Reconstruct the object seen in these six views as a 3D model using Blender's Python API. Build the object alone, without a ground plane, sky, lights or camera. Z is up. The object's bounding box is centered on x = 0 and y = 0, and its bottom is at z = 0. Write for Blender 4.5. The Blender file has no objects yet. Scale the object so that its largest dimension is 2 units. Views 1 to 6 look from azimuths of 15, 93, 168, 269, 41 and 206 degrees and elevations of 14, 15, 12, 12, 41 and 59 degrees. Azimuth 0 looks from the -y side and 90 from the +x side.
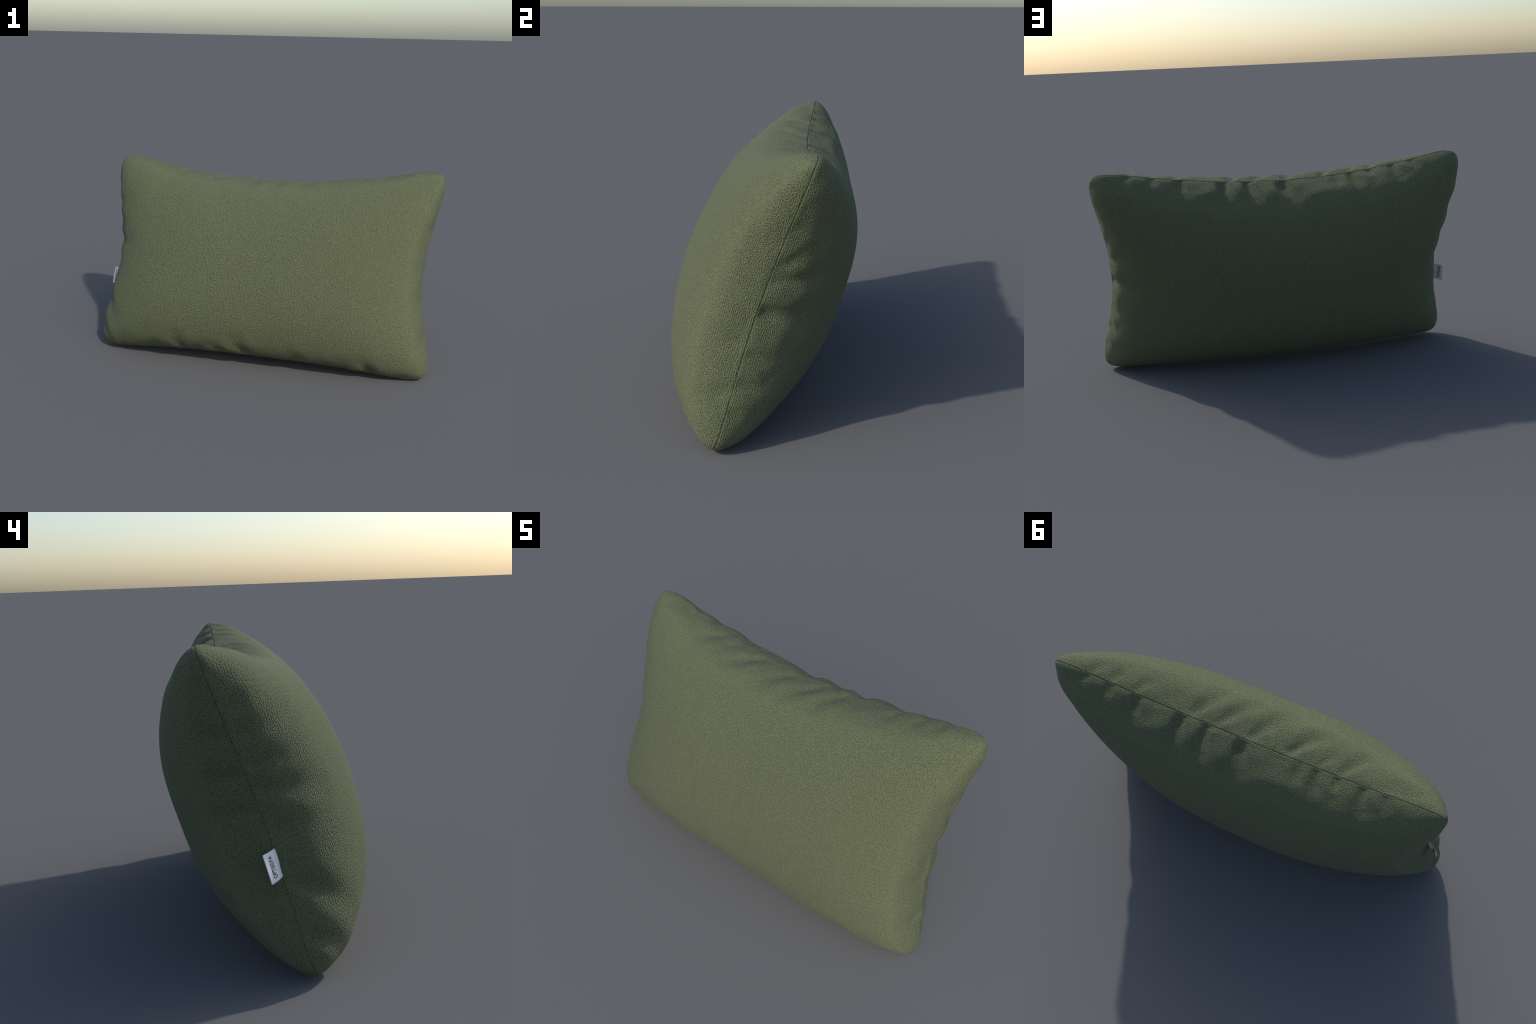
"""Stuffed rectangular lumbar pillow, leaning back, with a folded fabric tag.

The pillow is described in its own frame: x across, z up its height, -y out of
the front face.  Two panels (front, back) are inflated from one pincushion
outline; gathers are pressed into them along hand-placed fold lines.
"""
import bpy, math
import numpy as np
from mathutils import Vector, Matrix

# ------------------------------------------------------------------ sizes
HALF_W, HALF_V = 1.0440, 0.632        # half width / height before pinching
LOW_PINCH = dict(left=.28, right=.15, top=.10, bottom=.12)
PINCH = dict(left=0.153, right=0.133, top=0.153, bottom=0.061)
PINCH_POW = dict(left=1.0448, right=1.6776, top=1.95, bottom=2.6876)
BOW = dict(left=-0.0174, right=-0.0269, top=-0.0124, bottom=-0.1014)   # seam leaving its plane
TWIST = 0.0041
CORNER_SOFTNESS = 0.1274               # rounding of the outline
DEPTH = dict(front=0.3100, back=0.3685)  # how far each panel bulges
POW_A, ROUND_A = dict(front=2.3803, back=2.7053), 0.6098
POW_B, ROUND_B = dict(front=4.05, back=2.95), dict(front=0.655, back=0.665)
# uneven stuffing: a, b, ab, aa, bb, aab
STUFFING = dict(front=(-0.006, 0.045, 0.006, 0.33, -0.325, -0.225),
                back=(-0.0293, -0.185, 0.0134, -0.115, -0.1076, 0.17))
CENTRE, TILT, ROLL, YAW = Vector((0.0008, 0.0373, 0.5787)), 0.3124, -0.0037, 0.0012
NU, NV = 560, 380

# fold lines: panel, start (a, b), end (a, b), depth, half width
FOLDS = [
    # top edge, back panel
    ('back', .77, 1.0, .76, .975, 0.016, .026), ('back', .65, 1.0, .64, .965, 0.020, .028),
    ('back', .52, 1.0, .51, .94, 0.024, .030), ('back', .30, 1.0, .28, .90, 0.026, .030),
    ('back', .18, 1.0, .16, .93, 0.029, .026), ('back', 0.0, 1.0, -.02, .92, 0.027, .032),
    ('back', -.28, 1.0, -.30, .94, 0.017, .028), ('back', -.36, .995, -.39, .91, 0.024, .026),
    ('back', -.46, 1.0, -.46, .965, 0.022, .026), ('back', -.58, .995, -.59, .94, 0.023, .028),
    ('back', -.68, 1.0, -.71, .95, 0.018, .028),
    # top edge, front panel
    ('front', .75, .99, .72, .95, 0.007, .022), ('front', .65, .99, .63, .93, 0.009, .022),
    ('front', .53, .99, .50, .93, 0.010, .024), ('front', .25, .99, .20, .88, 0.012, .028),
    ('front', .13, .99, .06, .88, 0.013, .026), ('front', -.03, .99, -.10, .87, 0.014, .028),
    ('front', -.22, .99, -.29, .89, 0.014, .024), ('front', -.37, .99, -.41, .93, 0.010, .022),
    ('front', -.47, .99, -.53, .88, 0.012, .028),
    # right edge, back panel
    ('back', 1.0, .50, .97, .56, .009, .028), ('back', 1.0, .26, .96, .39, .014, .026),
    ('back', .995, .18, .90, .24, .014, .026), ('back', 1.0, -.03, .90, -.02, .016, .030),
    ('back', .995, -.30, .95, -.32, .012, .026), ('back', 1.0, -.49, .96, -.46, .013, .026),
    ('back', 1.0, -.65, .96, -.63, .011, .028),
    # right edge, front panel (faint)
    ('front', 1.0, .40, .97, .40, .006, .024), ('front', 1.0, -.25, .96, -.27, .008, .028),
    ('front', 1.0, -.55, .97, -.58, .008, .026),
    # left edge, front panel
    ('front', -.99, .60, -.94, .60, 0.0053, .026), ('front', -.985, .42, -.88, .43, 0.0075, .030),
    ('front', -.99, .25, -.92, .22, 0.0090, .026), ('front', -.99, .09, -.88, .04, 0.0128, .028),
    ('front', -.99, -.10, -.92, -.12, 0.0060, .028), ('front', -.99, -.42, -.89, -.57, 0.0120, .030),
    ('front', -.99, -.70, -.92, -.80, 0.0120, .028),
    # left edge, back panel
    ('back', -1.0, .45, -.95, .48, .009, .026), ('back', -1.0, .22, -.94, .24, .012, .026),
    ('back', -1.0, .02, -.94, .03, .011, .026), ('back', -1.0, -.45, -.94, -.42, .010, .028),
    # bottom edge, front panel
    ('front', .64, -.99, .62, -.90, .014, .026), ('front', .50, -.99, .52, -.94, .009, .026),
    ('front', .24, -.99, .24, -.94, .007, .028), ('front', -.03, -.99, -.08, -.84, .017, .028),
    ('front', -.18, -.99, -.20, -.91, .013, .026), ('front', -.31, -.99, -.30, -.91, .010, .026),
    ('front', -.40, -.99, -.42, -.86, .016, .026), ('front', -.80, -.99, -.77, -.90, .012, .026),
    # bottom edge, back panel
    ('back', .60, -1.0, .58, -.95, .010, .028), ('back', .30, -1.0, .31, -.94, .012, .028),
    ('back', .05, -1.0, .04, -.93, .012, .028), ('back', -.22, -1.0, -.24, -.94, .011, .028),
    ('back', -.55, -1.0, -.54, -.95, .010, .028),
]


# ------------------------------------------------------------------ shape
def make_outline():
    """Pincushion rectangle in the seam plane, corners rounded by smoothing
    along its length.  Returns side(i, t): bottom, right, top, left."""
    t = np.linspace(-1, 1, 240, endpoint=False)
    dip = {k: 1 - np.abs(t) ** PINCH_POW[k] for k in PINCH}
    dip['left'] *= 1 + LOW_PINCH['left'] * t       # the waist sits below the middle
    dip['right'] *= 1 - LOW_PINCH['right'] * t
    dip['top'] *= 1 + LOW_PINCH['top'] * t
    dip['bottom'] *= 1 - LOW_PINCH['bottom'] * t
    ring = np.concatenate([
        np.c_[HALF_W * t, -HALF_V + PINCH['bottom'] * dip['bottom'], BOW['bottom'] * dip['bottom']],
        np.c_[HALF_W - PINCH['right'] * dip['right'], HALF_V * t, BOW['right'] * dip['right']],
        np.c_[-HALF_W * t, HALF_V - PINCH['top'] * dip['top'], BOW['top'] * dip['top']],
        np.c_[-HALF_W + PINCH['left'] * dip['left'], -HALF_V * t, BOW['left'] * dip['left']]])
    ring = np.concatenate([ring, ring[:1]])
    run = np.r_[0, np.cumsum(np.linalg.norm(np.diff(ring[:, :2], axis=0), axis=1))]
    count = 2400
    u = np.linspace(0, run[-1], count, endpoint=False)
    even = np.stack([np.interp(u, run, ring[:, k]) for k in range(3)], 1)
    freq = np.fft.fftfreq(count, run[-1] / count)
    even = np.fft.ifft(np.fft.fft(even, axis=0) * np.exp(-2 * (np.pi * freq * CORNER_SOFTNESS) ** 2)[:, None], axis=0).real
    even = np.concatenate([even, even[:1]])
    u = np.r_[u, run[-1]]
    corner = run[[0, 240, 480, 720, 960]]

    def side(i, t):
        d = corner[i] + (corner[i + 1] - corner[i]) * t
        return np.stack([np.interp(d, u, even[:, k]) for k in range(3)], -1)
    return side


SIDE = make_outline()


def panel_surface(a, b, panel):
    """Inflated panel: (a, b) in [-1, 1] squared -> points in the pillow frame."""
    a, b = np.asarray(a, float), np.asarray(b, float)
    u, v = (a + 1) / 2, (b + 1) / 2
    low, right, top, left = SIDE(0, u), SIDE(1, v), SIDE(2, 1 - u), SIDE(3, 1 - v)
    c = [SIDE(i, np.array(0.0)) for i in range(4)]
    u, v = u[..., None], v[..., None]
    flat = ((1 - v) * low + v * top + (1 - u) * left + u * right
            - (1 - u) * (1 - v) * c[0] - u * (1 - v) * c[1] - u * v * c[2] - (1 - u) * v * c[3])
    k = STUFFING[panel]
    fill = 1 + k[0] * a + k[1] * b + k[2] * a * b + k[3] * (a * a - .5) + k[4] * (b * b - .5) + k[5] * a * a * b
    h = (DEPTH[panel] * np.clip(1 - np.abs(a) ** POW_A[panel], 0, 1) ** ROUND_A
         * np.clip(1 - np.abs(b) ** POW_B[panel], 0, 1) ** ROUND_B[panel] * fill)
    x, z = flat[..., 0], flat[..., 1]
    y = flat[..., 2] + TWIST * a * b + (-h if panel == 'front' else h)
    return np.stack([math.cos(ROLL) * x - math.sin(ROLL) * z, y, math.sin(ROLL) * x + math.cos(ROLL) * z], -1)


def edge_spaced(n):
    """Samples of [-1, 1] bunched towards the seam so the rim stays round."""
    t = np.linspace(-1, 1, n)
    return np.sin(np.pi / 2 * np.sign(t) * (1 - (1 - np.abs(t)) ** 1.25))


def grid_normals(P):
    n = np.cross(np.gradient(P, axis=0), np.gradient(P, axis=1))
    return n / (np.linalg.norm(n, axis=2, keepdims=True) + 1e-12)


def smooth(t):
    t = np.clip(t, 0, 1)
    return t * t * (3 - 2 * t)


def lumps(P, seed, period, count=14):
    """Soft unevenness: a few random plane waves."""
    rng = np.random.default_rng(seed)
    out = np.zeros(P.shape[:2])
    for _ in range(count):
        k = rng.normal(size=3)
        k *= 2 * np.pi / (period * rng.uniform(.7, 1.6)) / np.linalg.norm(k)
        out += np.sin(P @ k + rng.uniform(0, 6.28))
    return out / math.sqrt(count)


def build_panel_points(panel):
    A, B = np.meshgrid(edge_spaced(NU), edge_spaced(NV), indexing='ij')
    P = panel_surface(A, B, panel)
    n = grid_normals(P) * (-1 if panel == 'back' else 1)
    if (n[NU // 2, NV // 2, 1] > 0) == (panel == 'front'):
        n = -n
    # distance of every point from the seam
    s = np.minimum.reduce([np.linalg.norm(P - e, axis=2) for e in
                           (P[:1], P[-1:], P[:, :1], P[:, -1:])])
    move = np.zeros(A.shape)
    for name, a0, b0, a1, b1, depth, half in FOLDS:
        if name != panel:
            continue
        t = np.linspace(0, 1.4, 7)
        line = panel_surface(a0 + (a1 - a0) * t, b0 + (b1 - b0) * t, panel)
        # measure along the fold so its tip fades
        near = np.full(A.shape, 9.0)
        along = np.zeros(A.shape)
        for i in range(6):
            d = line[i + 1] - line[i]
            k = np.clip(((P - line[i]) @ d) / (d @ d), 0, 1)
            r = np.linalg.norm(P - line[i] - k[..., None] * d, axis=2)
            better = r < near
            near = np.where(better, r, near)
            along = np.where(better, (i + k) / 6, along)
        width = half * 1.35 * (1 + .6 * along)
        profile = np.exp(-(near / width) ** 2) - .47 * np.exp(-(near / (2.1 * width)) ** 2)
        move -= depth * 1.95 * profile * (1 - .65 * along)
    move = np.where(move > 0, move * (.25 + .75 * smooth((s - .03) / .12)), move)
    # loose gathers between the folds, close to the seam only
    rim = smooth(s / .03) * (1 - smooth((s - .05) / .22))
    move = move * (.33 + .67 * smooth(s / .06)) * smooth(s / .012) + .0022 * rim * lumps(P, 5 if panel == 'front' else 9, .13)
    move += .0016 * smooth(s / .15) * lumps(P, 31 if panel == 'front' else 47, .5)
    # seam groove
    flat_n = n.copy()
    flat_n[..., 1] = 0
    flat_n /= np.linalg.norm(flat_n, axis=2, keepdims=True) + 1e-9
    k = smooth(s / .012)[..., None]
    way = n * k + flat_n * (1 - k)
    way /= np.linalg.norm(way, axis=2, keepdims=True) + 1e-9
    # the border runs square to its own edge on both panels
    move -= .0030 * np.exp(-(s / .0026) ** 2)
    for sl, axis in (((0, slice(None)), 1), ((-1, slice(None)), 1), ((slice(None), 0), 0), ((slice(None), -1), 0)):
        edge = P[sl]
        tan = np.gradient(edge, axis=0)
        out = np.stack([tan[:, 2], np.zeros(len(edge)), -tan[:, 0]], -1)
        out /= np.linalg.norm(out, axis=1, keepdims=True) + 1e-12
        out *= np.sign((out * edge).sum(1, keepdims=True))
        way[sl] = out
    return P + way * move[..., None]


# ------------------------------------------------------------------ mesh helpers
def mesh_from_grid(name, P, flip):
    nu, nv = P.shape[:2]
    idx = np.arange(nu * nv).reshape(nu, nv)
    q = np.stack([idx[:-1, :-1], idx[1:, :-1], idx[1:, 1:], idx[:-1, 1:]], -1).reshape(-1, 4)
    if flip:
        q = q[:, ::-1]
    me = bpy.data.meshes.new(name)
    me.vertices.add(nu * nv)
    me.vertices.foreach_set('co', P.reshape(-1).astype(np.float32))
    me.loops.add(q.size)
    me.loops.foreach_set('vertex_index', q.reshape(-1).astype(np.int32))
    me.polygons.add(len(q))
    me.polygons.foreach_set('loop_start', np.arange(0, q.size, 4, dtype=np.int32))
    me.polygons.foreach_set('use_smooth', np.ones(len(q), bool))
    me.update(calc_edges=True)
    me.validate()
    return me


def add_object(name, mesh, parent, material):
    ob = bpy.data.objects.new(name, mesh)
    bpy.context.scene.collection.objects.link(ob)
    ob.parent = parent
    mesh.materials.append(material)
    return ob


def tube_mesh(name, path, radius, sides=8):
    """Closed tube along a closed path lying close to the y = 0 plane."""
    tan = np.roll(path, -1, 0) - np.roll(path, 1, 0)
    tan /= np.linalg.norm(tan, axis=1, keepdims=True)
    up = np.array([0, 1.0, 0])
    e1 = np.cross(tan, up)
    e1 /= np.linalg.norm(e1, axis=1, keepdims=True)
    e2 = np.cross(tan, e1)
    ang = np.linspace(0, 2 * np.pi, sides, endpoint=False)
    ring = path[:, None] + radius * (np.cos(ang)[None, :, None] * e1[:, None] + np.sin(ang)[None, :, None] * e2[:, None])
    m = len(path)
    faces = [(i * sides + j, i * sides + (j + 1) % sides, ((i + 1) % m) * sides + (j + 1) % sides, ((i + 1) % m) * sides + j)
             for i in range(m) for j in range(sides)]
    me = bpy.data.meshes.new(name)
    me.from_pydata(ring.reshape(-1, 3).tolist(), [], faces)
    for p in me.polygons:
        p.use_smooth = True
    return me


# ------------------------------------------------------------------ materials
class Nodes:
    def __init__(self, name):
        self.mat = bpy.data.materials.new(name)
        self.mat.use_nodes = True
        self.t = self.mat.node_tree
        self.bsdf = self.t.nodes['Principled BSDF']

    def new(self, kind, **props):
        n = self.t.nodes.new(kind)
        for k, v in props.items():
            setattr(n, k, v)
        return n

    def link(self, a, b):
        self.t.links.new(a, b)

    def math(self, op, a, b=None):
        n = self.new('ShaderNodeMath', operation=op)
        for i, v in enumerate((a, b)):
            if v is None:
                continue
            if isinstance(v, (int, float)):
                n.inputs[i].default_value = v
            else:
                self.link(v, n.inputs[i])
        return n.outputs[0]


def fabric_material():
    m = Nodes('woven_green_fabric')
    tc = m.new('ShaderNodeTexCoord')
    sep = m.new('ShaderNodeSeparateXYZ')
    m.link(tc.outputs['Object'], sep.inputs[0])
    x, y, z = sep.outputs
    # the weave lies flat on whichever way the cloth faces
    nor = m.new('ShaderNodeSeparateXYZ')
    vt = m.new('ShaderNodeVectorTransform', vector_type='NORMAL', convert_from='WORLD', convert_to='OBJECT')
    m.link(m.new('ShaderNodeNewGeometry').outputs['True Normal'], vt.inputs[0])
    m.link(vt.outputs[0], nor.inputs[0])
    wts = [m.math('POWER', m.math('ABSOLUTE', nor.outputs[i]), 6.0) for i in range(3)]
    tot = m.math('ADD', m.math('ADD', wts[0], wts[1]), wts[2])

    def noise(vector, scale, seed, detail=0.0):
        mp = m.new('ShaderNodeMapping')
        mp.inputs['Location'].default_value = (seed, seed * 1.7, 0)
        m.link(vector, mp.inputs['Vector'])
        no = m.new('ShaderNodeTexNoise', noise_dimensions='2D')
        no.inputs['Scale'].default_value = scale
        no.inputs['Detail'].default_value = detail
        m.link(mp.outputs[0], no.inputs['Vector'])
        return m.math('SUBTRACT', no.outputs[0], .5)

    def weave(across, along):
        """Knotty yarns: wandering upright columns crossed by lying rows;
        here the one, there the other stands out."""
        co = m.new('ShaderNodeCombineXYZ')
        m.link(m.math('MULTIPLY', across, 1 / COLUMN), co.inputs[0])
        m.link(m.math('MULTIPLY', along, 1 / ROW), co.inputs[1])
        flat = co.outputs[0]
        u = m.math('ADD', m.math('MULTIPLY', across, 1 / COLUMN), m.math('MULTIPLY', noise(flat, .30, 3.1), 1.1))
        v = m.math('ADD', m.math('MULTIPLY', along, 1 / ROW), m.math('MULTIPLY', noise(flat, .60, 8.4), 1.7))
        choose = m.math('MULTIPLY', noise(flat, .33, 15.2), .75)
        col = m.math('MULTIPLY', m.math('COSINE', m.math('MULTIPLY', u, 2 * math.pi)), m.math('ADD', .50, choose))
        row = m.math('MULTIPLY', m.math('COSINE', m.math('MULTIPLY', v, 2 * math.pi)), m.math('SUBTRACT', .36, choose))
        knots = m.math('MULTIPLY', noise(flat, 1.55, 21.0, 1), 2.7)
        return m.math('ADD', m.math('MULTIPLY', m.math('ADD', col, row), .55), knots)

    parts = [weave(y, z), weave(x, z), weave(x, y)]
    total = None
    for wt, h in zip(wts, parts):
        term = m.math('MULTIPLY', m.math('DIVIDE', wt, tot), h)
        total = term if total is None else m.math('ADD', total, term)
    bump = m.new('ShaderNodeBump')
    bump.inputs['Strength'].default_value = 1.0
    bump.inputs['Distance'].default_value = WEAVE_DEPTH
    m.link(total, bump.inputs['Height'])
    m.link(bump.outputs[0], m.bsdf.inputs['Normal'])
    ramp = m.new('ShaderNodeValToRGB')
    ramp.color_ramp.elements[0].position = .15
    ramp.color_ramp.elements[1].position = .85
    ramp.color_ramp.elements[0].color = (*[c * .68 for c in GREEN], 1)
    ramp.color_ramp.elements[1].color = (*[c * 1.31 for c in GREEN], 1)
    m.link(m.math('ADD', m.math('MULTIPLY', total, .5), .5), ramp.inputs[0])
    m.link(ramp.outputs[0], m.bsdf.inputs['Base Color'])
    m.bsdf.inputs['Roughness'].default_value = .9
    m.bsdf.inputs['Specular IOR Level'].default_value = .15
    m.bsdf.inputs['Sheen Weight'].default_value = .06
    m.bsdf.inputs['Sheen Roughness'].default_value = .5
    return m.mat


def plain_material(name, colour, rough, grain=0.0, scale=300):
    m = Nodes(name)
    tc = m.new('ShaderNodeTexCoord')
    no = m.new('ShaderNodeTexNoise')
    no.inputs['Scale'].default_value = scale
    m.link(tc.outputs['Object'], no.inputs['Vector'])
    ramp = m.new('ShaderNodeValToRGB')
    ramp.color_ramp.elements[0].color = (*[c * (1 - grain) for c in colour], 1)
    ramp.color_ramp.elements[1].color = (*[min(1, c * (1 + grain)) for c in colour], 1)
    m.link(no.outputs[0], ramp.inputs[0])
    m.link(ramp.outputs[0], m.bsdf.inputs['Base Color'])
    m.bsdf.inputs['Roughness'].default_value = rough
    m.bsdf.inputs['Specular IOR Level'].default_value = .3
    return m.mat


GREEN = (.124, .139, .073)
COLUMN, ROW, WEAVE_DEPTH = .0080, .0076, .0023

# ------------------------------------------------------------------ build
pillow = bpy.data.objects.new('throw_pillow', None)
bpy.context.scene.collection.objects.link(pillow)
pillow['label'] = 'plump rectangular olive green woven pillow with small pale side tag'
pillow['category'] = 'pillow'

frame = Matrix.Translation(CENTRE) @ Matrix.Rotation(YAW, 4, 'Z') @ Matrix.Rotation(-TILT, 4, 'X')
points = {p: build_panel_points(p) for p in ('front', 'back')}
# both panels share the very same border
for sl in ((0, slice(None)), (-1, slice(None)), (slice(None), 0), (slice(None), -1)):
    points['back'][sl] = points['front'][sl]
R3 = np.array(frame.to_3x3())
world = np.concatenate([p.reshape(-1, 3) @ R3.T + np.array(CENTRE) for p in points.values()])
lo, hi = world.min(0), world.max(0)
frame.translation.z -= min(0.0, lo[2])

fabric = fabric_material()
for panel in ('front', 'back'):
    me = mesh_from_grid('fabric_panel', points[panel], panel == 'back')
    ob = add_object('fabric_panel', me, pillow, fabric)
    ob.matrix_local = frame

# seam thread darkens a thin tube to draw the groove's occlusion shadow
F = points['front']
loop = np.concatenate([F[:-1, 0], F[-1, :-1], F[:0:-1, -1], F[0, :0:-1]])
keep = [0]
for i in range(1, len(loop)):
    if np.linalg.norm(loop[i] - loop[keep[-1]]) > .006:
        keep.append(i)
shadow_tint = plain_material('green_darkened_for_seam_shadow', tuple(c * .68 for c in GREEN), .9, .2)
seam = add_object('seam', tube_mesh('seam', loop[keep], .0008), pillow, shadow_tint)
seam.matrix_local = frame

# ------------------------------------------------------------------ fabric tag
ROOT_TOP, ROOT_LOW = Vector((-.925, -.020, .463)), Vector((-.925, -.050, .369))
TIP_TOP, TIP_LOW = Vector((-.983, .020, .457)), Vector((-.992, -.008, .359))


def tag_point(s, t):
    """s 0..1 down the tag, t 0 at the seam .. 1 at the folded outer edge."""
    p = ROOT_TOP.lerp(ROOT_LOW, s).lerp(TIP_TOP.lerp(TIP_LOW, s), t)
    out = (TIP_TOP - ROOT_TOP).normalized()
    face = out.cross((TIP_LOW - TIP_TOP).normalized())
    sway = .004 * math.sin(math.pi * t) + .0015 * math.sin(2 * math.pi * s) * (1 - t)
    return p + face * sway, face, out


def tag_mesh():
    prof = []                             # folded ribbon: (t, side offset)
    for i in range(13):
        t = i / 12
        prof.append((t * .95, .0012 + .0022 * math.sin(math.pi * min(1, t * 1.02)) ** .7 * t))
    for i in range(1, 8):
        ang = math.pi / 2 - math.pi * i / 8
        prof.append((.955 + .045 * math.cos(ang), .0019 * math.sin(ang)))
    prof += [(t, -o) for t, o in reversed(prof[:13])]
    rows = 25
    verts, faces = [], []
    for i in range(rows):
        s = i / (rows - 1)
        for t, o in prof:
            p, face, _ = tag_point(s, t)
            verts.append(p + face * o)
    n = len(prof)
    for i in range(rows - 1):
        for j in range(n - 1):
            faces.append((i * n + j, i * n + j + 1, (i + 1) * n + j + 1, (i + 1) * n + j))
    me = bpy.data.meshes.new('fabric_tag')
    me.from_pydata(verts, [], faces)
    for p in me.polygons:
        p.use_smooth = True
    return me


tag = add_object('fabric_tag', tag_mesh(), pillow, plain_material('pale_satin_ribbon', (.80, .80, .81), .45, .05, 900))
sol = tag.modifiers.new('thickness', 'SOLIDIFY')
sol.thickness = .0008
sol.offset = 0


def lettering_mesh():
    cu = bpy.data.curves.new('lettering', 'FONT')
    cu.body = 'OPTISOFA'
    cu.align_x, cu.align_y = 'CENTER', 'CENTER'
    cu.space_character = 1.1
    cu.offset = .014                     # bold
    tmp = bpy.data.objects.new('lettering_source', cu)
    bpy.context.scene.collection.objects.link(tmp)
    bpy.context.view_layer.update()
    me = bpy.data.meshes.new_from_object(tmp.evaluated_get(bpy.context.evaluated_depsgraph_get()))
    bpy.data.objects.remove(tmp)
    bpy.data.curves.remove(cu)
    return me


ink = plain_material('dark_ink', (.035, .035, .04), .7)
source = lettering_mesh()
xs = np.array([v.co.x for v in source.vertices])
ys = np.array([v.co.y for v in source.vertices])
LENGTH, CAP = .76, .25                    # share of the tag's length and width
for sign in (1, -1):
    me = source.copy()
    me.name = 'lettering'
    for v in me.vertices:
        u = (v.co.x - (xs.min() + xs.max()) / 2) / np.ptp(xs) * LENGTH
        w = (v.co.y - (ys.min() + ys.max()) / 2) / np.ptp(ys) * CAP
        s = .5 - sign * u                 # letters stand with their tops to the fold
        t = .66 + w
        p, face, _ = tag_point(s, t)
        k = min(1, t / .95)
        off = .0012 + .0022 * math.sin(math.pi * min(1, k * 1.02)) ** .7 * k + .0009
        v.co = p + face * off * sign
    ob = add_object('lettering', me, tag, ink)
    sol = ob.modifiers.new('thickness', 'SOLIDIFY')
    sol.thickness = .0004
    sol.offset = 0
bpy.data.meshes.remove(source)
